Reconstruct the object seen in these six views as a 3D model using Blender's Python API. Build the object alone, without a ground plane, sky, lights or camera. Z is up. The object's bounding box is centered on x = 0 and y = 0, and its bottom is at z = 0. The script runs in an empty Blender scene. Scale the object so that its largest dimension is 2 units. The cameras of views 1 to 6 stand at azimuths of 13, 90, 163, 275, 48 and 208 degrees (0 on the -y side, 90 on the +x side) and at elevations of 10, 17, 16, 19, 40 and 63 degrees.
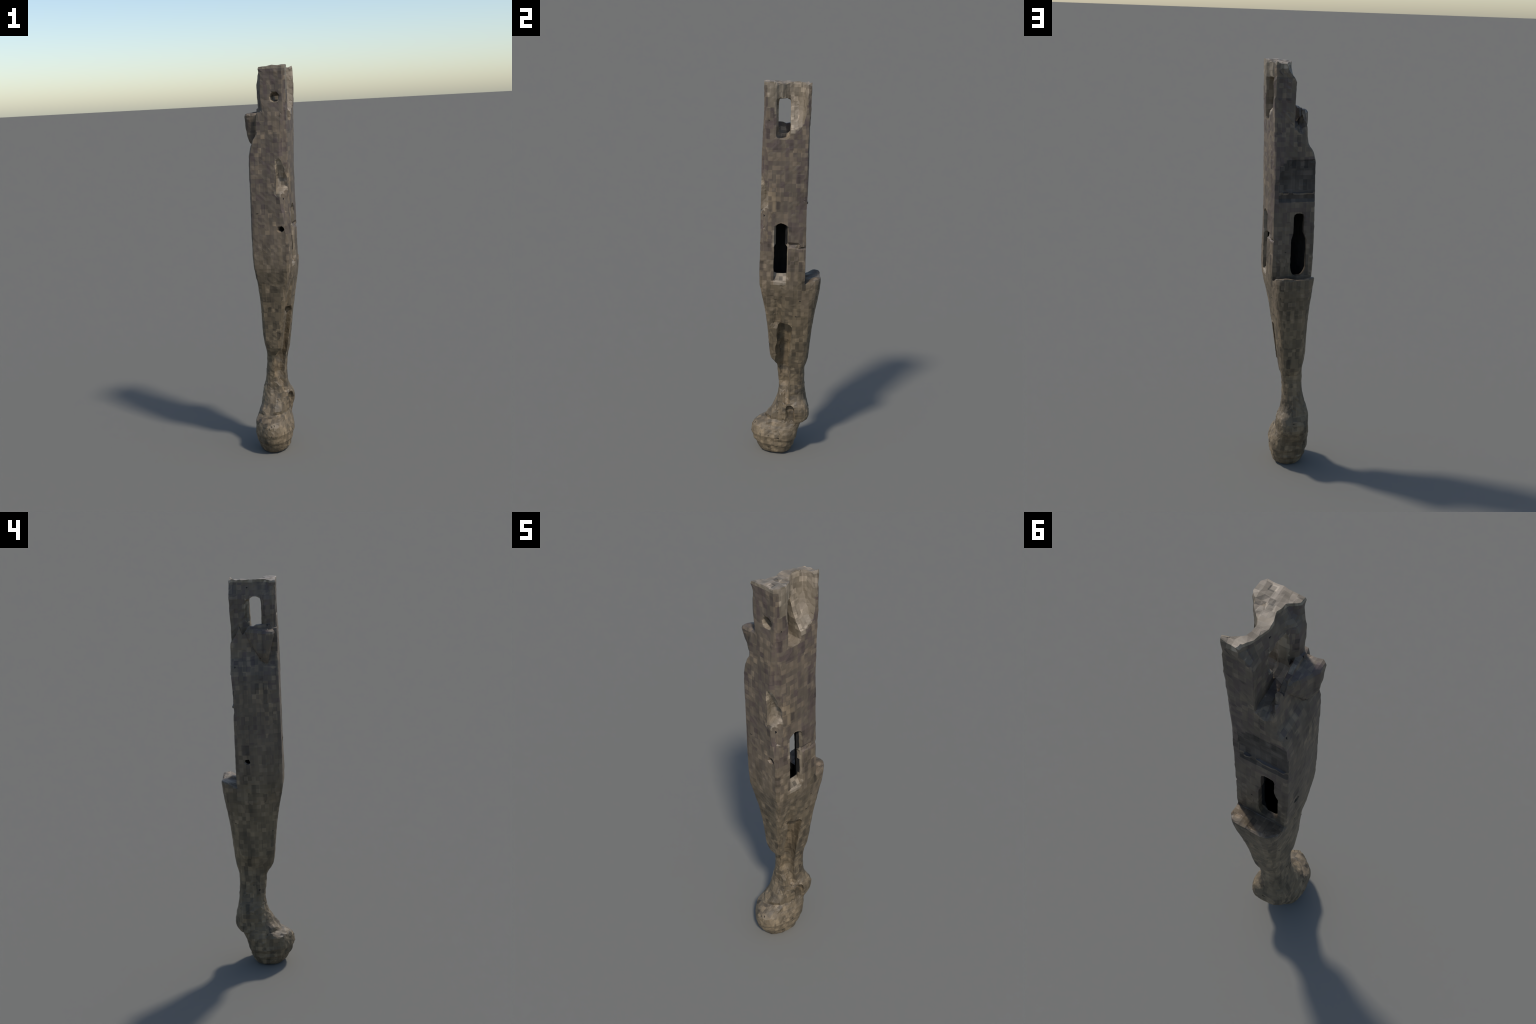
# A weathered carved wooden horse leg: a squared post with mortises and a broken
# head, a tapering shank with a ledge at the back, a pastern and a hoof.
# The body is one distance field (lofted sections, gouges and mortises),
# meshed once with a dual-contouring grid, then split into its parts.
import bpy, math
import numpy as np

CELL = 0.0150          # size of the mesh facets
rng = np.random.default_rng(7)

# ------------------------------------------------------------------ helpers
def spline(z, zs, vs):
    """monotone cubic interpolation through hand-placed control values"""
    zs = np.asarray(zs, float); vs = np.asarray(vs, float)
    h = np.diff(zs); d = np.diff(vs) / h
    m = np.zeros_like(vs); m[0], m[-1] = d[0], d[-1]
    for i in range(1, len(vs) - 1):
        if d[i-1] * d[i] > 0:
            w1, w2 = 2*h[i] + h[i-1], h[i] + 2*h[i-1]
            m[i] = (w1 + w2) / (w1/d[i-1] + w2/d[i])
    zc = np.clip(z, zs[0], zs[-1])
    i = np.clip(np.searchsorted(zs, zc) - 1, 0, len(h) - 1)
    t = (zc - zs[i]) / h[i]
    return ((1+2*t)*(1-t)**2*vs[i] + t*(1-t)**2*h[i]*m[i]
            + t*t*(3-2*t)*vs[i+1] + t*t*(t-1)*h[i]*m[i+1])

def lerp_tab(t, *pts):
    return np.interp(t, [p[0] for p in pts], [p[1] for p in pts])

def sstep(a, b, t):
    t = np.clip((t - a) / (b - a), 0, 1)
    return t*t*(3 - 2*t)

def smax(a, b, k):
    h = np.maximum(k - np.abs(a - b), 0) / k
    return np.maximum(a, b) + h*h*k/4

def smin(a, b, k):
    return -smax(-a, -b, k)

def _hash(i, j, k, s):
    n = (i*374761393 + j*668265263 + k*2147483647 + s*974711) & 0xffffffff
    n = ((n ^ (n >> 13)) * 1274126177) & 0xffffffff
    n = ((n ^ (n >> 16)) * 2246822519) & 0xffffffff
    return ((n ^ (n >> 15)) & 0xffff) / 65535.0*2 - 1

def noise(P, scale, seed=0):
    q = P * np.asarray(scale, float)
    f = np.floor(q); i = f.astype(np.int64); t = q - f
    t = t*t*(3 - 2*t); out = 0
    for a in (0, 1):
        for b in (0, 1):
            for c in (0, 1):
                w = (t[..., 0] if a else 1-t[..., 0]) * (t[..., 1] if b else 1-t[..., 1]) \
                    * (t[..., 2] if c else 1-t[..., 2])
                out = out + w*_hash(i[..., 0]+a, i[..., 1]+b, i[..., 2]+c, seed)
    return out

def box(P, lo, hi, r=0.0):
    lo = np.asarray(lo, float); hi = np.asarray(hi, float)
    q = np.abs(P - (lo+hi)/2) - (hi-lo)/2 + r
    return np.linalg.norm(np.maximum(q, 0), axis=-1) + np.minimum(q.max(-1), 0) - r

def ellipsoid(P, c, rad):
    q = (P - np.asarray(c)) / np.asarray(rad)
    n = np.linalg.norm(q, axis=-1)
    return (n - 1) * min(rad)

def capsule(P, a, b, ra, rb=None, squash=(1, 1, 1)):
    rb = ra if rb is None else rb
    s = np.asarray(squash, float)
    a = np.asarray(a)*s; b = np.asarray(b)*s; Q = P*s
    ab = b - a
    t = np.clip(((Q - a) @ ab) / (ab @ ab), 0, 1)
    return (np.linalg.norm(Q - a - t[..., None]*ab, axis=-1) - (ra + (rb-ra)*t)) / s.max()

# ------------------------------------------------------------------ sections
# z, front y, back y, x left/right at the front, x left/right at the back, corner radii front/back
SHANK = [
 (0.000,-.114, .036, -.078, .014, -.090, .030, .050,.055),
 (0.012,-.126, .044, -.083, .026, -.095, .044, .060,.058),
 (0.050,-.147, .059, -.094, .034, -.103, .058, .078,.060),
 (0.090,-.165, .071, -.103, .038, -.109, .067, .084,.060),
 (0.120,-.172, .078, -.106, .032, -.112, .070, .086,.060),
 (0.145,-.172, .085, -.108, .024, -.113, .066, .084,.060),
 (0.165,-.160, .094, -.112, .016, -.111, .060, .080,.060),
 (0.182,-.132, .100, -.112, .016, -.106, .056, .076,.060),
 (0.196,-.102, .124, -.111, .018, -.101, .054, .074,.058),
 (0.225,-.088, .136, -.104, .020, -.096, .056, .068,.056),
 (0.250,-.070, .135, -.096, .022, -.097, .053, .062,.056),
 (0.280,-.050, .129, -.091, .023, -.098, .045, .056,.055),
 (0.320,-.034, .122, -.084, .023, -.090, .036, .042,.052),
 (0.370,-.029, .114, -.072, .020, -.074, .032, .038,.048),
 (0.420,-.031, .110, -.063, .019, -.062, .032, .036,.044),
 (0.470,-.036, .108, -.055, .024, -.055, .036, .034,.040),
 (0.505,-.043, .110, -.051, .029, -.050, .041, .030,.038),
 (0.530,-.057, .117, -.050, .032, -.048, .048, .028,.038),
 (0.560,-.075, .124, -.051, .034, -.049, .052, .024,.038),
 (0.600,-.083, .127, -.054, .038, -.052, .056, .022,.038),
 (0.660,-.088, .131, -.055, .046, -.054, .063, .020,.039),
 (0.720,-.094, .136, -.055, .054, -.055, .071, .018,.040),
 (0.780,-.101, .143, -.056, .062, -.056, .080, .016,.041),
 (0.840,-.110, .151, -.058, .072, -.058, .089, .015,.042),
 (0.900,-.121, .160, -.062, .084, -.061, .098, .014,.043),
 (0.950,-.131, .167, -.068, .095, -.066, .105, .013,.044),
 (1.000,-.139, .171, -.076, .103, -.074, .110, .012,.044),
 (1.060,-.140, .172, -.077, .105, -.076, .112, .012,.044)]
POST = [
 (0.900,-.121, .086, -.062, .084, -.062, .098, .012,.010),
 (0.950,-.131, .089, -.068, .095, -.072, .107, .012,.010),
 (1.000,-.138, .091, -.075, .103, -.082, .113, .012,.010),
 (1.060,-.140, .091, -.078, .106, -.084, .115, .012,.010),
 (1.200,-.139, .090, -.077, .107, -.086, .115, .011,.010),
 (1.350,-.139, .089, -.075, .110, -.084, .115, .011,.010),
 (1.500,-.138, .092, -.075, .114, -.080, .116, .010,.010),
 (1.555,-.138, .093, -.073, .116, -.078, .117, .010,.010),
 (1.600,-.138, .093, -.065, .116, -.066, .119, .010,.012),
 (1.635,-.138, .093, -.052, .117, -.042, .121, .010,.014),
 (1.670,-.137, .092, -.034, .118, -.038, .122, .010,.016),
 (1.770,-.135, .092, -.028, .120, -.034, .125, .010,.014),
 (1.850,-.131, .094, -.026, .123, -.028, .128, .010,.010),
 (2.010,-.133, .096, -.026, .128, -.028, .128, .010,.010)]

def loft(P, tab):
    T = np.array(tab); z = P[..., 2]
    y0, y1, xlf, xrf, xlb, xrb, rf, rb = [spline(z, T[:, 0], T[:, i]) for i in range(1, 9)]
    x, y = P[..., 0], P[..., 1]
    t = np.clip((y - y0) / (y1 - y0), 0, 1)
    # flanks are slightly barrelled
    bl = lerp_tab(z, (0, .016), (.10, .018), (.20, .004), (.40, .004), (.55, .012), (.62, .022), (.92, .024),
                  (1.0, .012), (1.5, .008), (1.6, .0))
    br = lerp_tab(z, (0, .006), (.12, .008), (.20, .004), (.50, .006), (.62, .012), (.92, .014), (1.0, .008), (1.5, .009), (1.75, .004))
    hump = np.sin(np.pi*t)
    xl = xlf + (xlb-xlf)*t - bl*hump; xr = xrf + (xrb-xrf)*t + br*hump
    r = rf + (rb-rf)*sstep(.25, .75, t)
    r = np.minimum(r, np.minimum(xr-xl, y1-y0)*0.49)
    dx = np.maximum(xl - x, x - xr) + r
    dy = np.maximum(y0 - y, y - y1) + r
    return np.hypot(np.maximum(dx, 0), np.maximum(dy, 0)) + np.minimum(np.maximum(dx, dy), 0) - r

# ------------------------------------------------------------------ parts of the field
def broken_head(P):
    """what is missing on the -x side of the head: everything left of the plate's
    face and above the stub of the outer wall, with a trench behind that stub"""
    x, y, z = P[..., 0], P[..., 1], P[..., 2]
    face_top = lerp_tab(y, (-.14, -.010), (-.112, -.002), (-.085, .030), (-.05, .040), (-.02, .029),
                        (.01, .031), (.045, .042), (.07, .056), (.10, .078))
    face_low = lerp_tab(y, (-.14, -.020), (-.078, -.016), (-.060, .008), (0., .022), (.03, .025), (.10, .030))
    k = sstep(1.90, 1.99, z)
    face = face_low*(1-k) + face_top*k + .003*noise(P, (30, 30, 14), 3)
    crest = lerp_tab(y, (-.14, 1.772), (-.10, 1.796), (-.04, 1.797), (.0, 1.782), (.03, 1.752), (.044, 1.782),
                     (.06, 1.745), (.09, 1.715))
    crest = crest + .006*noise(P, (45, 45, 10), 5)
    trench = lerp_tab(y, (-.10, 1.80), (-.055, 1.765), (.0, 1.735), (.05, 1.715), (.10, 1.700))
    k = sstep(-.016, -.002, x)
    top = crest*(1-k) + trench*k
    return np.maximum(x - face, (top - z)*.6)

def hanging_wedge(P):
    """tooth-shaped fragment of the outer wall that stands proud below the slot"""
    x, y, z = P[..., 0], P[..., 1], P[..., 2]
    outer = (-.089 + np.clip(y + .085, 0, 1)*.55 + np.clip(1.665 - z, 0, 1)*.45 - x)*.85
    top = (z - 1.772 - .25*np.clip(x + .06, 0, 1)*(y > -.09) + .05*np.clip(-.115 - y, 0, 1))
    left = (1.606 + 1.55*(y + .069) - z)*.5
    right = (1.600 - 4.4*(y + .086) - z)*.24
    d = smax(smax(smax(outer, top, .018), left, .010), right, .016)
    d = np.maximum(d, x - .005)
    return d + .003*noise(P, (40, 40, 25), 51)

def head_scoop(P):
    """hollow worn into the +x side of the head"""
    x, y, z = P[..., 0], P[..., 1], P[..., 2]
    fl = lerp_tab(y, (-.075, .128), (-.062, .114), (-.042, .104), (-.01, .074), (.012, .066), (.034, .065),
                  (.057, .079), (.069, .100), (.079, .132))
    low = lerp_tab(z, (1.755, .075), (1.785, .054), (1.82, .028), (1.86, .010), (1.90, 0), (2.1, 0))
    # lower edge of the scoop runs obliquely down towards the slot
    low = lerp_tab(z + np.clip(y-.02, -.06, .06)*-.35, (1.745, .080), (1.775, .056), (1.81, .030),
                   (1.86, .010), (1.90, 0), (2.1, 0))
    return (fl + low - x) * .75

def cuts(P):
    x, y, z = P[..., 0], P[..., 1], P[..., 2]
    C = {}
    C['broken_head'] = broken_head(P)
    # oval slot through the head, with a longer bed on the +x side
    hole = box(P, (-.2, -.060, 1.792), (.2, -.001, 1.918), .028)
    hole = np.minimum(hole, box(P, (-.004, -.060, 1.745), (.2, -.001, 1.915), .02))
    hole = np.minimum(hole, box(P, (-.3, -.058, 1.795), (.036, .022, 1.905), .02))
    bed = box(P, (.035, -.070, 1.728), (.2, -.004, 1.918), .022)
    C['head_scoop'] = smin(head_scoop(P), bed, .012)
    C['head_slot'] = hole
    C['head_channel'] = capsule(P, (.004, .040, 1.76), (-.004, .115, 1.69), .020, .024)
    # pit in the front of the head
    C['front_pit'] = capsule(P, (.070, -.146, 1.846), (.070, -.085, 1.842), .029, .016)
    # front left arris of the head, worn off
    C['head_arris'] = np.maximum(.098 + .643*x + .766*y + .002*noise(P, (9, 9, 20), 33), 1.775 - z)
    # long gouge in the front
    C['front_gouge'] = smin(
        capsule(P, (.076, -.138, 1.528), (.082, -.116, 1.445), .015, .026),
        np.maximum(capsule(P, (.083, -.116, 1.445), (.088, -.128, 1.372), .026, .032),
                   (1.360 + 1.1*(y + .138) - z)*.67), .008)
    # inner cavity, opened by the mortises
    b = np.minimum(np.maximum(loft(P, POST), .93 - z), np.maximum(loft(P, SHANK), z - 1.0))
    wall = .0225 + .004*sstep(1.05, .98, z) + .012*sstep(.02, .06, x)*sstep(1.075, 1.05, z)
    inner = np.maximum.reduce([b + wall, z - 1.345, .80 - z])
    # the corner between the two mortises is left solid
    inner = np.maximum(inner, .65*x + .76*y - .052)
    C['hollow'] = inner
    slot_x = box(P, (.03, -.060, 1.058), (.2, -.012, 1.314), .022)
    slot_x2 = box(P, (.03, -.064, 1.052), (.2, -.012, 1.14), .016)
    back = box(P, (-.034, .02, 1.014), (.016, .2, 1.312), .018)
    back2 = box(P, (-.046, .02, 1.035), (.021, .2, 1.200), .022)
    fr = capsule(P, (.066, -.155, 1.192), (.082, -.112, 1.192), .021, .009)
    lf = capsule(P, (-.11, .034, 1.131), (-.03, .02, 1.131), .0135)
    C['cavity'] = np.minimum.reduce([inner, smin(slot_x, slot_x2, .03), smin(back, back2, .03), fr, lf])
    # sloping sill of the +x mortise, and its widened jambs
    C['mortise_sill'] = np.maximum(box(P, (.06, -.068, .99), (.2, -.003, 1.2), .014),
                                   (1.050 - (x - .082)*1.4 - z)*.58)
    C['mortise_jamb'] = box(P, (.098, -.070, 1.02), (.2, .001, 1.305), .02)
    # chipped notch beside the mortise
    C['notch'] = np.maximum(capsule(P, (.124, -.012, 1.198), (.125, .046, 1.202), .018, .015), (1.180 - z)*.8)
    C['notch_line'] = capsule(P, (.119, .04, 1.188), (.116, .10, 1.184), .008)
    # shallow rebate across the back
    C['back_rebate'] = np.maximum(box(P, (-.2, .070, 1.412), (.090, .2, 1.56), .006),
                                  (.0845 + np.clip(z-1.46, 0, 1)*.06 + np.clip(x-.03, 0, 1)*np.clip(z-1.47, 0, 1)*2) - y)
    C['back_line'] = box(P, (-.2, .0835, 1.372), (.092, .2, 1.402), .004)
    # carved gouges on the +x side of the shank
    C['shank_flute'] = capsule(P, (.109, -.054, .885), (.080, -.048, .77), .021, .028)
    C['shank_groove'] = smin(smin(
        capsule(P, (.062, -.004, .736), (.034, -.010, .62), .038, .037),
        capsule(P, (.034, -.010, .62), (.012, -.004, .49), .037, .034), .02),
        smin(capsule(P, (.012, -.004, .49), (.010, -.002, .41), .034, .031),
             capsule(P, (.010, -.002, .41), (.032, .010, .31), .031, .018), .01), .02)
    C['shank_groove2'] = capsule(P, (.030, -.032, .68), (.020, -.028, .48), .020, .020)
    C['ankle_pit'] = capsule(P, (.048, .037, .264), (.058, .036, .200), .023, .022)
    C['neck_hollow'] = capsule(P, (.020, -.024, .540), (.014, -.024, .370), .026, .024)
    # tendon furrows on the pastern
    C['furrow'] = smin(capsule(P, (.002, -.040, .47), (-.018, -.045, .33), .013, .017),
                       capsule(P, (-.018, -.045, .33), (-.044, -.094, .225), .017, .014), .01)
    C['furrow2'] = capsule(P, (.042, -.012, .36), (.046, -.048, .215), .016, .016)
    # chamfer along the front right arris of the post, and a worn dent in the back one
    C['arris'] = np.maximum(((.118 - x)*.72 + (y + .139)*.69) 
                            - lerp_tab(z, (1.0, .0), (1.10, .012), (1.22, .022), (1.35, .030), (1.62, .028), (1.80, .014), (2., .009))
                            - .003*noise(P, (8, 8, 9), 31), 1.05 - z)
    C['back_dent'] = ellipsoid(P, (.130, .108, 1.50), (.024, .026, .13))
    return C

BLEND = {'head_scoop': .008, 'shank_flute': .012, 'shank_groove': .008, 'furrow': .018, 'furrow2': .02,
         'back_dent': .01, 'neck_hollow': .012, 'ankle_pit': .008, 'back_rebate': .004, 'front_pit': .006,
         'front_gouge': .006, 'broken_head': .004}

def body(P):
    x, y, z = P[..., 0], P[..., 1], P[..., 2]
    # hoof bands: the wall steps inwards in growth rings that dip to the heel
    Q = P.copy()
    s = z + .10*(y + .17)
    s = s + .006*noise(P, (12, 12, 4), 41)
    ring = .0022*(np.exp(-((s-.092)/.010)**2) + .8*np.exp(-((s-.050)/.009)**2)) \
        - .0020*np.exp(-((s-.112)/.012)**2) - .0024*np.exp(-((s-.070)/.010)**2)
    shank = loft(Q, SHANK) + ring * (s < .16)
    ledge = .995 + .26*(y-.08) + .010*np.abs(x-.01)/.09*sstep(.09, .15, y) + .004*noise(P, (35, 35, 35), 9)
    shank = smax(shank, (z - np.where(y > .05, ledge, 1.03))*.9, .010)
    # the outer front shoulder of the foot is worn back
    lim = spline(z, [0, .05, .09, .12, .165, .196, .225, .25, .30, .36, .45],
                 [.170, .162, .164, .162, .150, .112, .094, .084, .080, .100, .30])
    shank = smax(shank, -(.643*x + .766*y) - lim, .018)
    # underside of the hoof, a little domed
    shank = smax(shank, -z + .000 - 0*x, .012)
    post = loft(P, POST)
    top = 1.993 + .006*noise(P, (34, 34, 1), 11) + .004*sstep(0, -.12, y) + .006*(sstep(.075, .09, y)*sstep(.10, .12, x))
    post = np.maximum(post, z - np.minimum(top, 2.003))
    post = np.maximum(post, .93 - z)
    d = np.minimum(np.minimum(post, shank), hanging_wedge(P))
    # ragged ridge across the back
    d = np.minimum(d, box(P, (-.072, .06, 1.394), (.074, .0925, 1.412), .004) + .004*noise(P, (45, 20, 60), 61))
    # rounded ball of the fetlock and the rim of the coronet
    d = smin(d, ellipsoid(P, (.036, .076, .262), (.027, .050, .046)), .035)
    d = smin(d, ellipsoid(P, (-.036, -.044, .212), (.056, .046, .014)), .014)
    return d

def field(P, detail=True):
    d = body(P)
    if detail:
        d = d + .0012 + .0014*noise(P, (17, 17, 5), 21)
        low = 1 - sstep(.45, .70, P[..., 2])
        d = d + low*.0028*noise(P, (24, 24, 16), 23)
    for n, c in cuts(P).items():
        k = BLEND.get(n, 0)
        d = smax(d, -c, k) if k else np.maximum(d, -c)
    return d

# ------------------------------------------------------------------ dual contouring
def grad(P, e=1e-3):
    g = np.empty(P.shape)
    for a in range(3):
        o = np.zeros(3); o[a] = e
        g[..., a] = (field(P+o) - field(P-o)) / (2*e)
    n = np.linalg.norm(g, axis=-1, keepdims=True)
    return g / np.maximum(n, 1e-6)

def contour(lo, hi, h):
    ax = [np.arange(l, u + h, h) for l, u in zip(lo, hi)]
    G = np.stack(np.meshgrid(*ax, indexing='ij'), -1)
    F = field(G); S = F < 0
    nx, ny, nz = F.shape
    shape = (nx-1, ny-1, nz-1)
    A = np.zeros(shape + (3, 3)); B = np.zeros(shape + (3,)); M = np.zeros(shape + (3,)); N = np.zeros(shape)
    quads = []
    offs = {0: [(0, 0, 0), (0, -1, 0), (0, -1, -1), (0, 0, -1)],
            1: [(0, 0, 0), (0, 0, -1), (-1, 0, -1), (-1, 0, 0)],
            2: [(0, 0, 0), (-1, 0, 0), (-1, -1, 0), (0, -1, 0)]}
    for a in range(3):
        sl0 = [slice(None)]*3; sl1 = [slice(None)]*3
        sl0[a] = slice(0, -1); sl1[a] = slice(1, None)
        I = np.argwhere(S[tuple(sl0)] != S[tuple(sl1)])
        I1 = I.copy(); I1[:, a] += 1
        p0 = G[tuple(I.T)]; p1 = G[tuple(I1.T)]
        f0 = F[tuple(I.T)].copy(); f1 = F[tuple(I1.T)].copy()
        ta = np.zeros(len(I)); tb = np.ones(len(I))
        for _ in range(9):                       # bisection to the true crossing
            tm = (ta+tb)/2; fm = field(p0 + (p1-p0)*tm[:, None])
            same = (fm < 0) == (f0 < 0)
            ta = np.where(same, tm, ta); tb = np.where(same, tb, tm)
        X = p0 + (p1-p0)*((ta+tb)/2)[:, None]
        n = grad(X)
        nn = n[:, :, None]*n[:, None, :]; nb = n*(n*X).sum(1, keepdims=True)
        for o in offs[a]:
            J = I + np.array(o)
            ok = ((J >= 0) & (J < np.array(shape))).all(1)
            ix = tuple(J[ok].T)
            np.add.at(A, ix, nn[ok]); np.add.at(B, ix, nb[ok]); np.add.at(M, ix, X[ok]); np.add.at(N, ix, 1)
        Q = np.stack([I + np.array(o) for o in offs[a]], 1)
        flip = f0 < 0
        Q[~flip] = Q[~flip][:, ::-1]
        quads.append(Q)
    cells = np.argwhere(N > 0); ix = tuple(cells.T)
    m = M[ix] / N[ix][:, None]
    lam = .06 * N[ix][:, None, None] * np.eye(3)
    rhs = B[ix] - (A[ix] @ m[:, :, None])[:, :, 0]
    V = m + np.linalg.solve(A[ix] + lam, rhs[:, :, None])[:, :, 0]
    clo = np.stack([ax[i][cells[:, i]] for i in range(3)], 1)
    V = np.clip(V, clo - .15*h, clo + 1.15*h)
    index = -np.ones(shape, int); index[ix] = np.arange(len(cells))
    Q = np.concatenate(quads)
    faces = index[tuple(np.moveaxis(Q, -1, 0))]
    return V, faces

V, FACES = contour((-.155, -.195, -.02), (.165, .195, 2.03), CELL)
V[:, 2] -= V[:, 2].min()
worn = .0004 + .0005*(1 - sstep(.35, .60, V[:, 2:3])) + .0003*sstep(1.70, 1.78, V[:, 2:3])
V += rng.normal(0, 1, V.shape) * worn * (V[:, 2:3] > .004)

# ------------------------------------------------------------------ materials
def wood(name, tones, value=1.0, cell=CELL, rough=.55, streak=1.0, block=1.0, lower=None, flakes=1.0):
    """grey-brown weathered timber: squarish flakes of colour along the grain"""
    m = bpy.data.materials.new(name); m.use_nodes = True
    nt = m.node_tree; N = nt.nodes; L = nt.links
    bs = N['Principled BSDF']; bs.inputs['Roughness'].default_value = rough
    bs.inputs['Specular IOR Level'].default_value = .4
    tc = N.new('ShaderNodeTexCoord')
    def snapped(size, off=0.0):
        d = N.new('ShaderNodeVectorMath'); d.operation = 'DIVIDE'; d.inputs[1].default_value = size
        a = N.new('ShaderNodeVectorMath'); a.operation = 'ADD'; a.inputs[1].default_value = (off, off, off)
        f = N.new('ShaderNodeVectorMath'); f.operation = 'FLOOR'
        w = N.new('ShaderNodeTexWhiteNoise'); w.noise_dimensions = '3D'
        L.new(tc.outputs['Object'], d.inputs[0]); L.new(d.outputs[0], a.inputs[0])
        L.new(a.outputs[0], f.inputs[0]); L.new(f.outputs[0], w.inputs[0])
        return w
    w1 = snapped((cell*1.3, cell*1.3, cell*1.45), .37)
    w2 = snapped((cell*1.3, cell*1.3, cell*3.4), .11)
    w3 = snapped((cell*2.6, cell*2.6, cell*6.0), .61)
    def nz(scale, vec, detail=3.0):
        mp = N.new('ShaderNodeMapping'); mp.inputs['Scale'].default_value = vec
        n = N.new('ShaderNodeTexNoise'); n.inputs['Scale'].default_value = scale; n.inputs['Detail'].default_value = detail
        L.new(tc.outputs['Object'], mp.inputs[0]); L.new(mp.outputs[0], n.inputs['Vector'])
        return n
    n1 = nz(1.0, (22, 22, 3.0)); n2 = nz(1.0, (7, 7, 4.0), 2.0)
    def mth(op, a, b=None):
        x = N.new('ShaderNodeMath'); x.operation = op
        for i, s in enumerate((a, b)):
            if s is None: continue
            if isinstance(s, (int, float)): x.inputs[i].default_value = s
            else: L.new(s, x.inputs[i])
        return x.outputs[0]
    # hue selector: flakes pick one of the tones
    sel = mth('ADD', mth('MULTIPLY', w1.outputs['Value'], .30), mth('MULTIPLY', w2.outputs['Value'], .25))
    sel = mth('ADD', sel, mth('MULTIPLY', n2.outputs['Fac'], .75))
    sel = mth('SUBTRACT', sel, .15)
    r = N.new('ShaderNodeValToRGB'); cr = r.color_ramp
    while len(cr.elements) < len(tones): cr.elements.new(.5)
    for i, (e, t) in enumerate(zip(cr.elements, tones)):
        e.position = .12 + .76*i/(len(tones)-1); e.color = (t[0]*1.02, t[1]*.99, t[2]*.94, 1)
    L.new(sel, r.inputs[0])
    tone = r.outputs['Color']
    if lower:
        r2 = N.new('ShaderNodeValToRGB'); c2 = r2.color_ramp
        while len(c2.elements) < len(lower): c2.elements.new(.5)
        for i, (e, t) in enumerate(zip(c2.elements, lower)):
            e.position = .12 + .76*i/(len(lower)-1); e.color = (t[0]*1.02, t[1]*.99, t[2]*.94, 1)
        L.new(sel, r2.inputs[0])
        sp = N.new('ShaderNodeSeparateXYZ'); L.new(tc.outputs['Object'], sp.inputs[0])
        h = mth('ADD', sp.outputs['Z'], mth('MULTIPLY', mth('SUBTRACT', n2.outputs['Fac'], .5), .7))
        h = mth('ADD', h, mth('MULTIPLY', mth('SUBTRACT', w1.outputs['Value'], .5), .25))
        mr = N.new('ShaderNodeMapRange'); mr.inputs['From Min'].default_value = .85; mr.inputs['From Max'].default_value = 1.25
        L.new(h, mr.inputs['Value'])
        mx = N.new('ShaderNodeMix'); mx.data_type = 'RGBA'
        L.new(mr.outputs[0], mx.inputs[0]); L.new(r2.outputs['Color'], mx.inputs[6]); L.new(tone, mx.inputs[7])
        tone = mx.outputs[2]
    # brightness: flakes and streaks
    br = mth('ADD', mth('MULTIPLY', mth('SUBTRACT', w1.outputs['Value'], .5), .30*block),
             mth('MULTIPLY', mth('SUBTRACT', w2.outputs['Value'], .5), .34*block))
    br = mth('ADD', br, mth('MULTIPLY', mth('SUBTRACT', w3.outputs['Value'], .5), .22*block))
    br = mth('ADD', br, mth('MULTIPLY', mth('SUBTRACT', n1.outputs['Fac'], .5), .8*streak))
    fl = mth('MULTIPLY', mth('GREATER_THAN', w1.outputs['Value'], .90), .38)
    fl = mth('ADD', fl, mth('MULTIPLY', mth('LESS_THAN', w2.outputs['Value'], .06), -.30))
    br = mth('ADD', br, mth('MULTIPLY', fl, flakes))
    # broad worn patches
    wr = N.new('ShaderNodeMapRange'); wr.inputs['From Min'].default_value = .52; wr.inputs['From Max'].default_value = .70
    wr.inputs['To Max'].default_value = .38*flakes
    wn = nz(1.0, (11, 11, 6.5), 2.0); L.new(wn.outputs['Fac'], wr.inputs['Value'])
    br = mth('ADD', br, wr.outputs[0])
    br = mth('MULTIPLY', mth('ADD', br, 1.0), value)
    mul = N.new('ShaderNodeVectorMath'); mul.operation = 'SCALE'
    L.new(tone, mul.inputs[0]); L.new(br, mul.inputs['Scale'])
    L.new(mul.outputs[0], bs.inputs['Base Color'])
    b = N.new('ShaderNodeBump'); b.inputs['Strength'].default_value = .12; b.inputs['Distance'].default_value = .004
    L.new(n1.outputs['Fac'], b.inputs['Height']); L.new(b.outputs[0], bs.inputs['Normal'])
    return m

TAN = [(.084, .065, .056), (.106, .077, .068), (.108, .086, .064), (.126, .096, .069), (.166, .126, .082)]
LOW = [(.088, .069, .047), (.108, .084, .055), (.132, .101, .064), (.152, .115, .073), (.176, .136, .087)]
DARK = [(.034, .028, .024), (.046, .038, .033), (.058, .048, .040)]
PALE = [(.170, .138, .098), (.195, .160, .118), (.225, .185, .145)]
MATS = {
    'post': wood('weathered_timber', TAN, lower=LOW, block=.85, flakes=.5),
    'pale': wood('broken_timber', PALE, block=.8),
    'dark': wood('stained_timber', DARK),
    'black': wood('hollow_timber', [(.010, .009, .008), (.014, .012, .011)], rough=1.0, flakes=0),  # shade painted in: near-black keeps cavity and lenses dark even in sun
}

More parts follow.
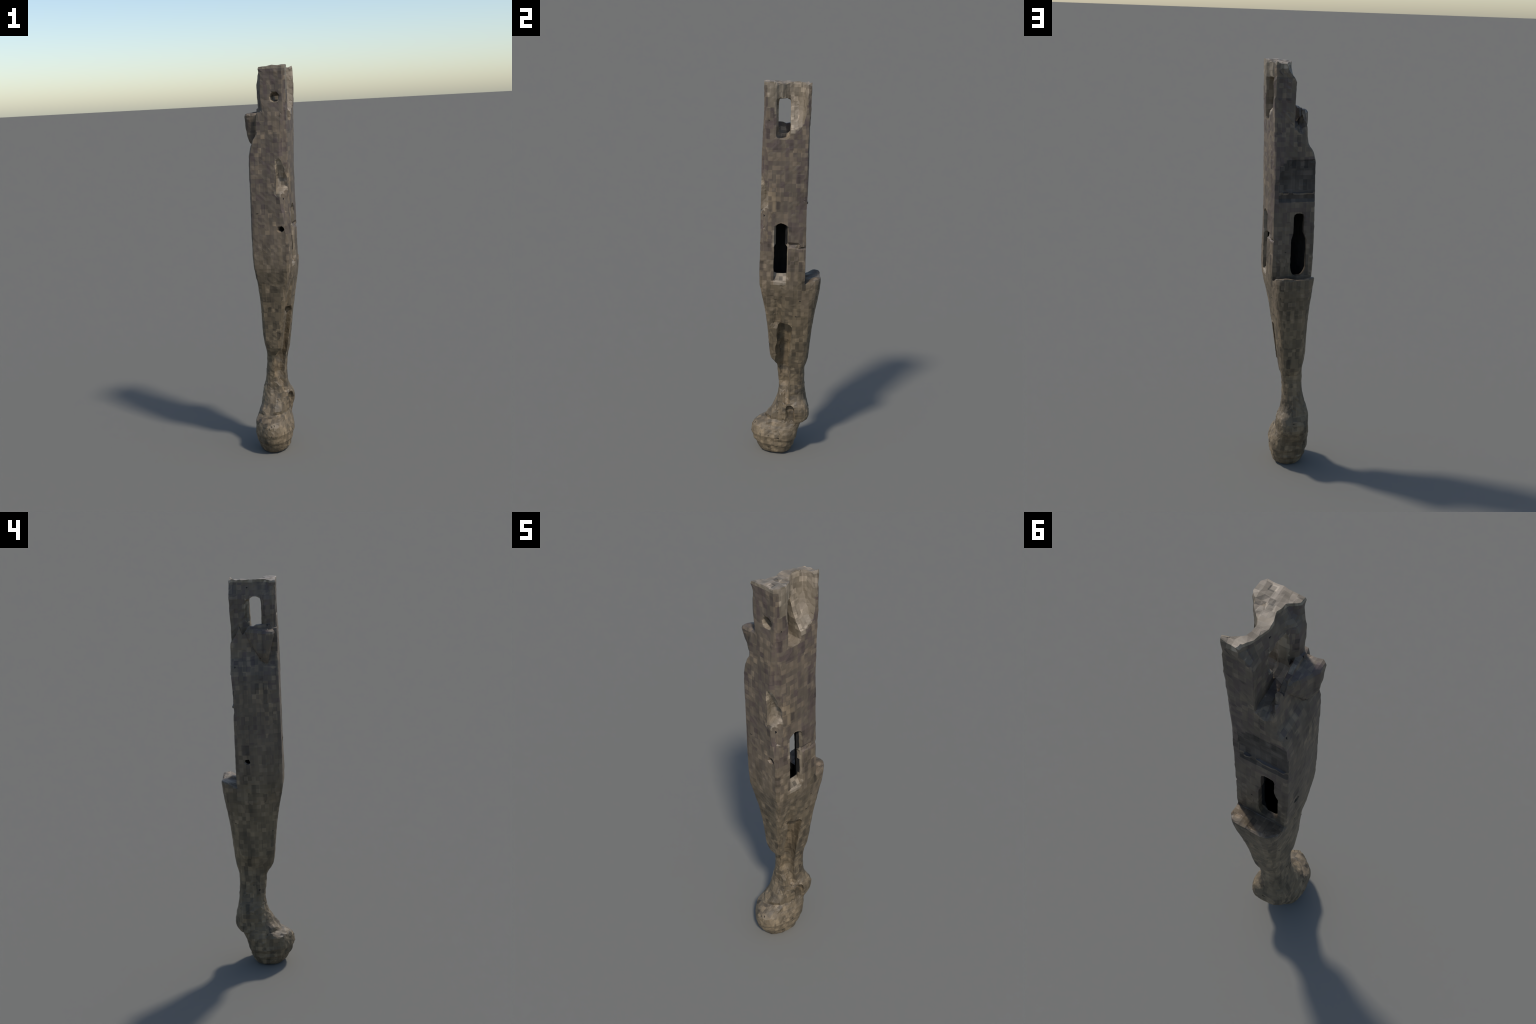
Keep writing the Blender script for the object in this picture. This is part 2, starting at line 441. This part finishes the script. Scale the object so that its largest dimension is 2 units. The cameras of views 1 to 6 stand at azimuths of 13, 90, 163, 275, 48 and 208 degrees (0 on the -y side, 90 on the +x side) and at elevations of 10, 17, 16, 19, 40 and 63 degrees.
# ------------------------------------------------------------------ split into parts
quad = V[FACES]
C = quad.mean(1)
cv = cuts(C)
tol = .004
part = np.full(len(C), 'shank', object)
z, y = C[:, 2], C[:, 1]
x = C[:, 0]
post_mask = (z > 1.0) & ((y < .094) | (z > 1.07))
part[post_mask] = 'post'
part[z < .515] = 'pastern'
part[z < .168 - .25*(y+.10)*(y > -.10) - .0*(y)] = 'hoof'
def near(n, t=tol): return cv[n] < t
part[(near('broken_head') | near('head_channel')) & (z > 1.60)] = 'broken_side'
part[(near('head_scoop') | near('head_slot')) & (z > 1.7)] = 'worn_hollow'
part[z > 1.978] = 'end_face'
part[near('front_pit') | near('front_gouge')] = 'front_gouge'
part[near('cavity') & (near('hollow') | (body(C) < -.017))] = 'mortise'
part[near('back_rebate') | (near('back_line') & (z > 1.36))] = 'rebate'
part[near('shank_groove') & (z < .79) & (z > .5)] = 'carved_groove'
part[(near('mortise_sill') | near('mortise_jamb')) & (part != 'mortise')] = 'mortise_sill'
sheet = {'post': 'post', 'shank': 'post', 'pastern': 'post', 'hoof': 'post', 'broken_side': 'post',
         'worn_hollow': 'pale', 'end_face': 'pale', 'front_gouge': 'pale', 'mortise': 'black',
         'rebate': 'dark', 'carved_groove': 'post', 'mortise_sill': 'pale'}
names = {'post': 'upper_leg', 'shank': 'lower_leg', 'pastern': 'pastern', 'hoof': 'hoof',
         'broken_side': 'broken_side', 'worn_hollow': 'worn_hollow', 'end_face': 'end_face',
         'front_gouge': 'front_gouge', 'mortise': 'mortise', 'rebate': 'rebate',
         'carved_groove': 'carved_groove', 'mortise_sill': 'mortise_sill'}
parent_of = {'broken_side': 'post', 'worn_hollow': 'post', 'end_face': 'post', 'front_gouge': 'post',
             'mortise': 'post', 'rebate': 'post', 'mortise_sill': 'post', 'carved_groove': 'shank'}

root = bpy.data.objects.new('wooden_horse_leg', None)
root['label'] = 'weathered carved wooden horse leg with hoof and mortised post'
root['category'] = 'carved leg'
bpy.context.scene.collection.objects.link(root)
OBJ = {}
for key in names:
    sel = part == key
    if not sel.any():
        continue
    f = FACES[sel]; used, inv = np.unique(f, return_inverse=True)
    me = bpy.data.meshes.new(names[key])
    me.from_pydata(V[used].tolist(), [], inv.reshape(f.shape).tolist())
    me.update()
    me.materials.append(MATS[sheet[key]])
    ob = bpy.data.objects.new(names[key], me)
    bpy.context.scene.collection.objects.link(ob)
    OBJ[key] = ob
for key, ob in OBJ.items():
    ob.parent = OBJ[parent_of[key]] if key in parent_of else root
print('faces', len(FACES), {k: int((part == k).sum()) for k in names})

# ------------------------------------------------------------------ added dark lenses standing in for holes in the scan mesh
from mathutils import Vector
from mathutils.bvhtree import BVHTree
tree = BVHTree.FromPolygons([Vector(v) for v in V.tolist()], FACES.tolist())
# (side the lens is on, position along that side, height, width, length across)
LENSES = [('+x', -.105, 1.820, 5, 6), ('+x', -.026, .927, 7, 3), ('+x', .068, .905, 9, 5), ('+x', .050, .815, 12, 4),
        ('+x', -.020, .488, 9, 4), ('+x', -.018, .130, 8, 4), ('+x', -.025, .105, 9, 4), ('+x', -.078, .115, 6, 4),
        ('-y', -.042, 1.275, 12, 3), ('-y', -.022, .160, 4, 12), ('-y', -.008, .162, 4, 12), ('-y', -.020, .110, 3, 9),
        ('-y', -.010, .565, 8, 3), ('-y', .020, .030, 9, 4),
        ('-x', .005, 1.960, 9, 5), ('-x', -.088, 1.790, 4, 10), ('-x', .070, 1.600, 5, 10), ('-x', .030, .965, 8, 3),
        ('-x', .105, .800, 7, 4), ('-x', .030, .452, 12, 3), ('-x', .000, .425, 10, 7), ('-x', -.035, .190, 3, 8),
        ('-x', -.020, .112, 11, 3), ('-x', -.080, .755, 4, 8),
        ('+y', -.010, .268, 13, 3), ('+y', -.060, 1.640, 5, 11), ('+y', .088, .925, 4, 5), ('+y', .052, 1.130, 9, 3)]
DIRS = {'+x': (1, 0), '-x': (-1, 0), '+y': (0, 1), '-y': (0, -1)}
lens_mesh = bpy.data.meshes.new('pit')
nu, nv = 10, 5
pv, pf = [], []
for i in range(nv + 1):
    a = math.pi*i/nv
    for j in range(nu):
        b = 2*math.pi*j/nu
        r = math.sin(a)*(1 + .25*math.sin(3*b + 1))
        pv.append((r*math.cos(b), r*math.sin(b), math.cos(a)))
for i in range(nv):
    for j in range(nu):
        pf.append((i*nu+j, (i+1)*nu+j, (i+1)*nu+(j+1) % nu, i*nu+(j+1) % nu))
lens_mesh.from_pydata(pv, [], pf); lens_mesh.materials.append(MATS['black'])
for side, t, h, wd, ln in LENSES:
    dx, dy = DIRS[side]
    o = Vector((dx*.4 if dx else t, dy*.4 if dy else t, h))
    hit, nrm, _, _ = tree.ray_cast(o, Vector((-dx, -dy, 0)))
    if hit is None:
        continue
    ob = bpy.data.objects.new('pit', lens_mesh)  # flat black lens laid on the surface, nothing is cut
    ob.rotation_mode = 'QUATERNION'; ob.rotation_quaternion = nrm.to_track_quat('Z', 'Y')
    ob.location = hit; ob.scale = (wd*.00055, ln*.00055, .0012)
    bpy.context.scene.collection.objects.link(ob)
    ob.parent = OBJ['post' if h > 1.0 else 'shank' if h > .515 else 'pastern' if h > .17 else 'hoof']
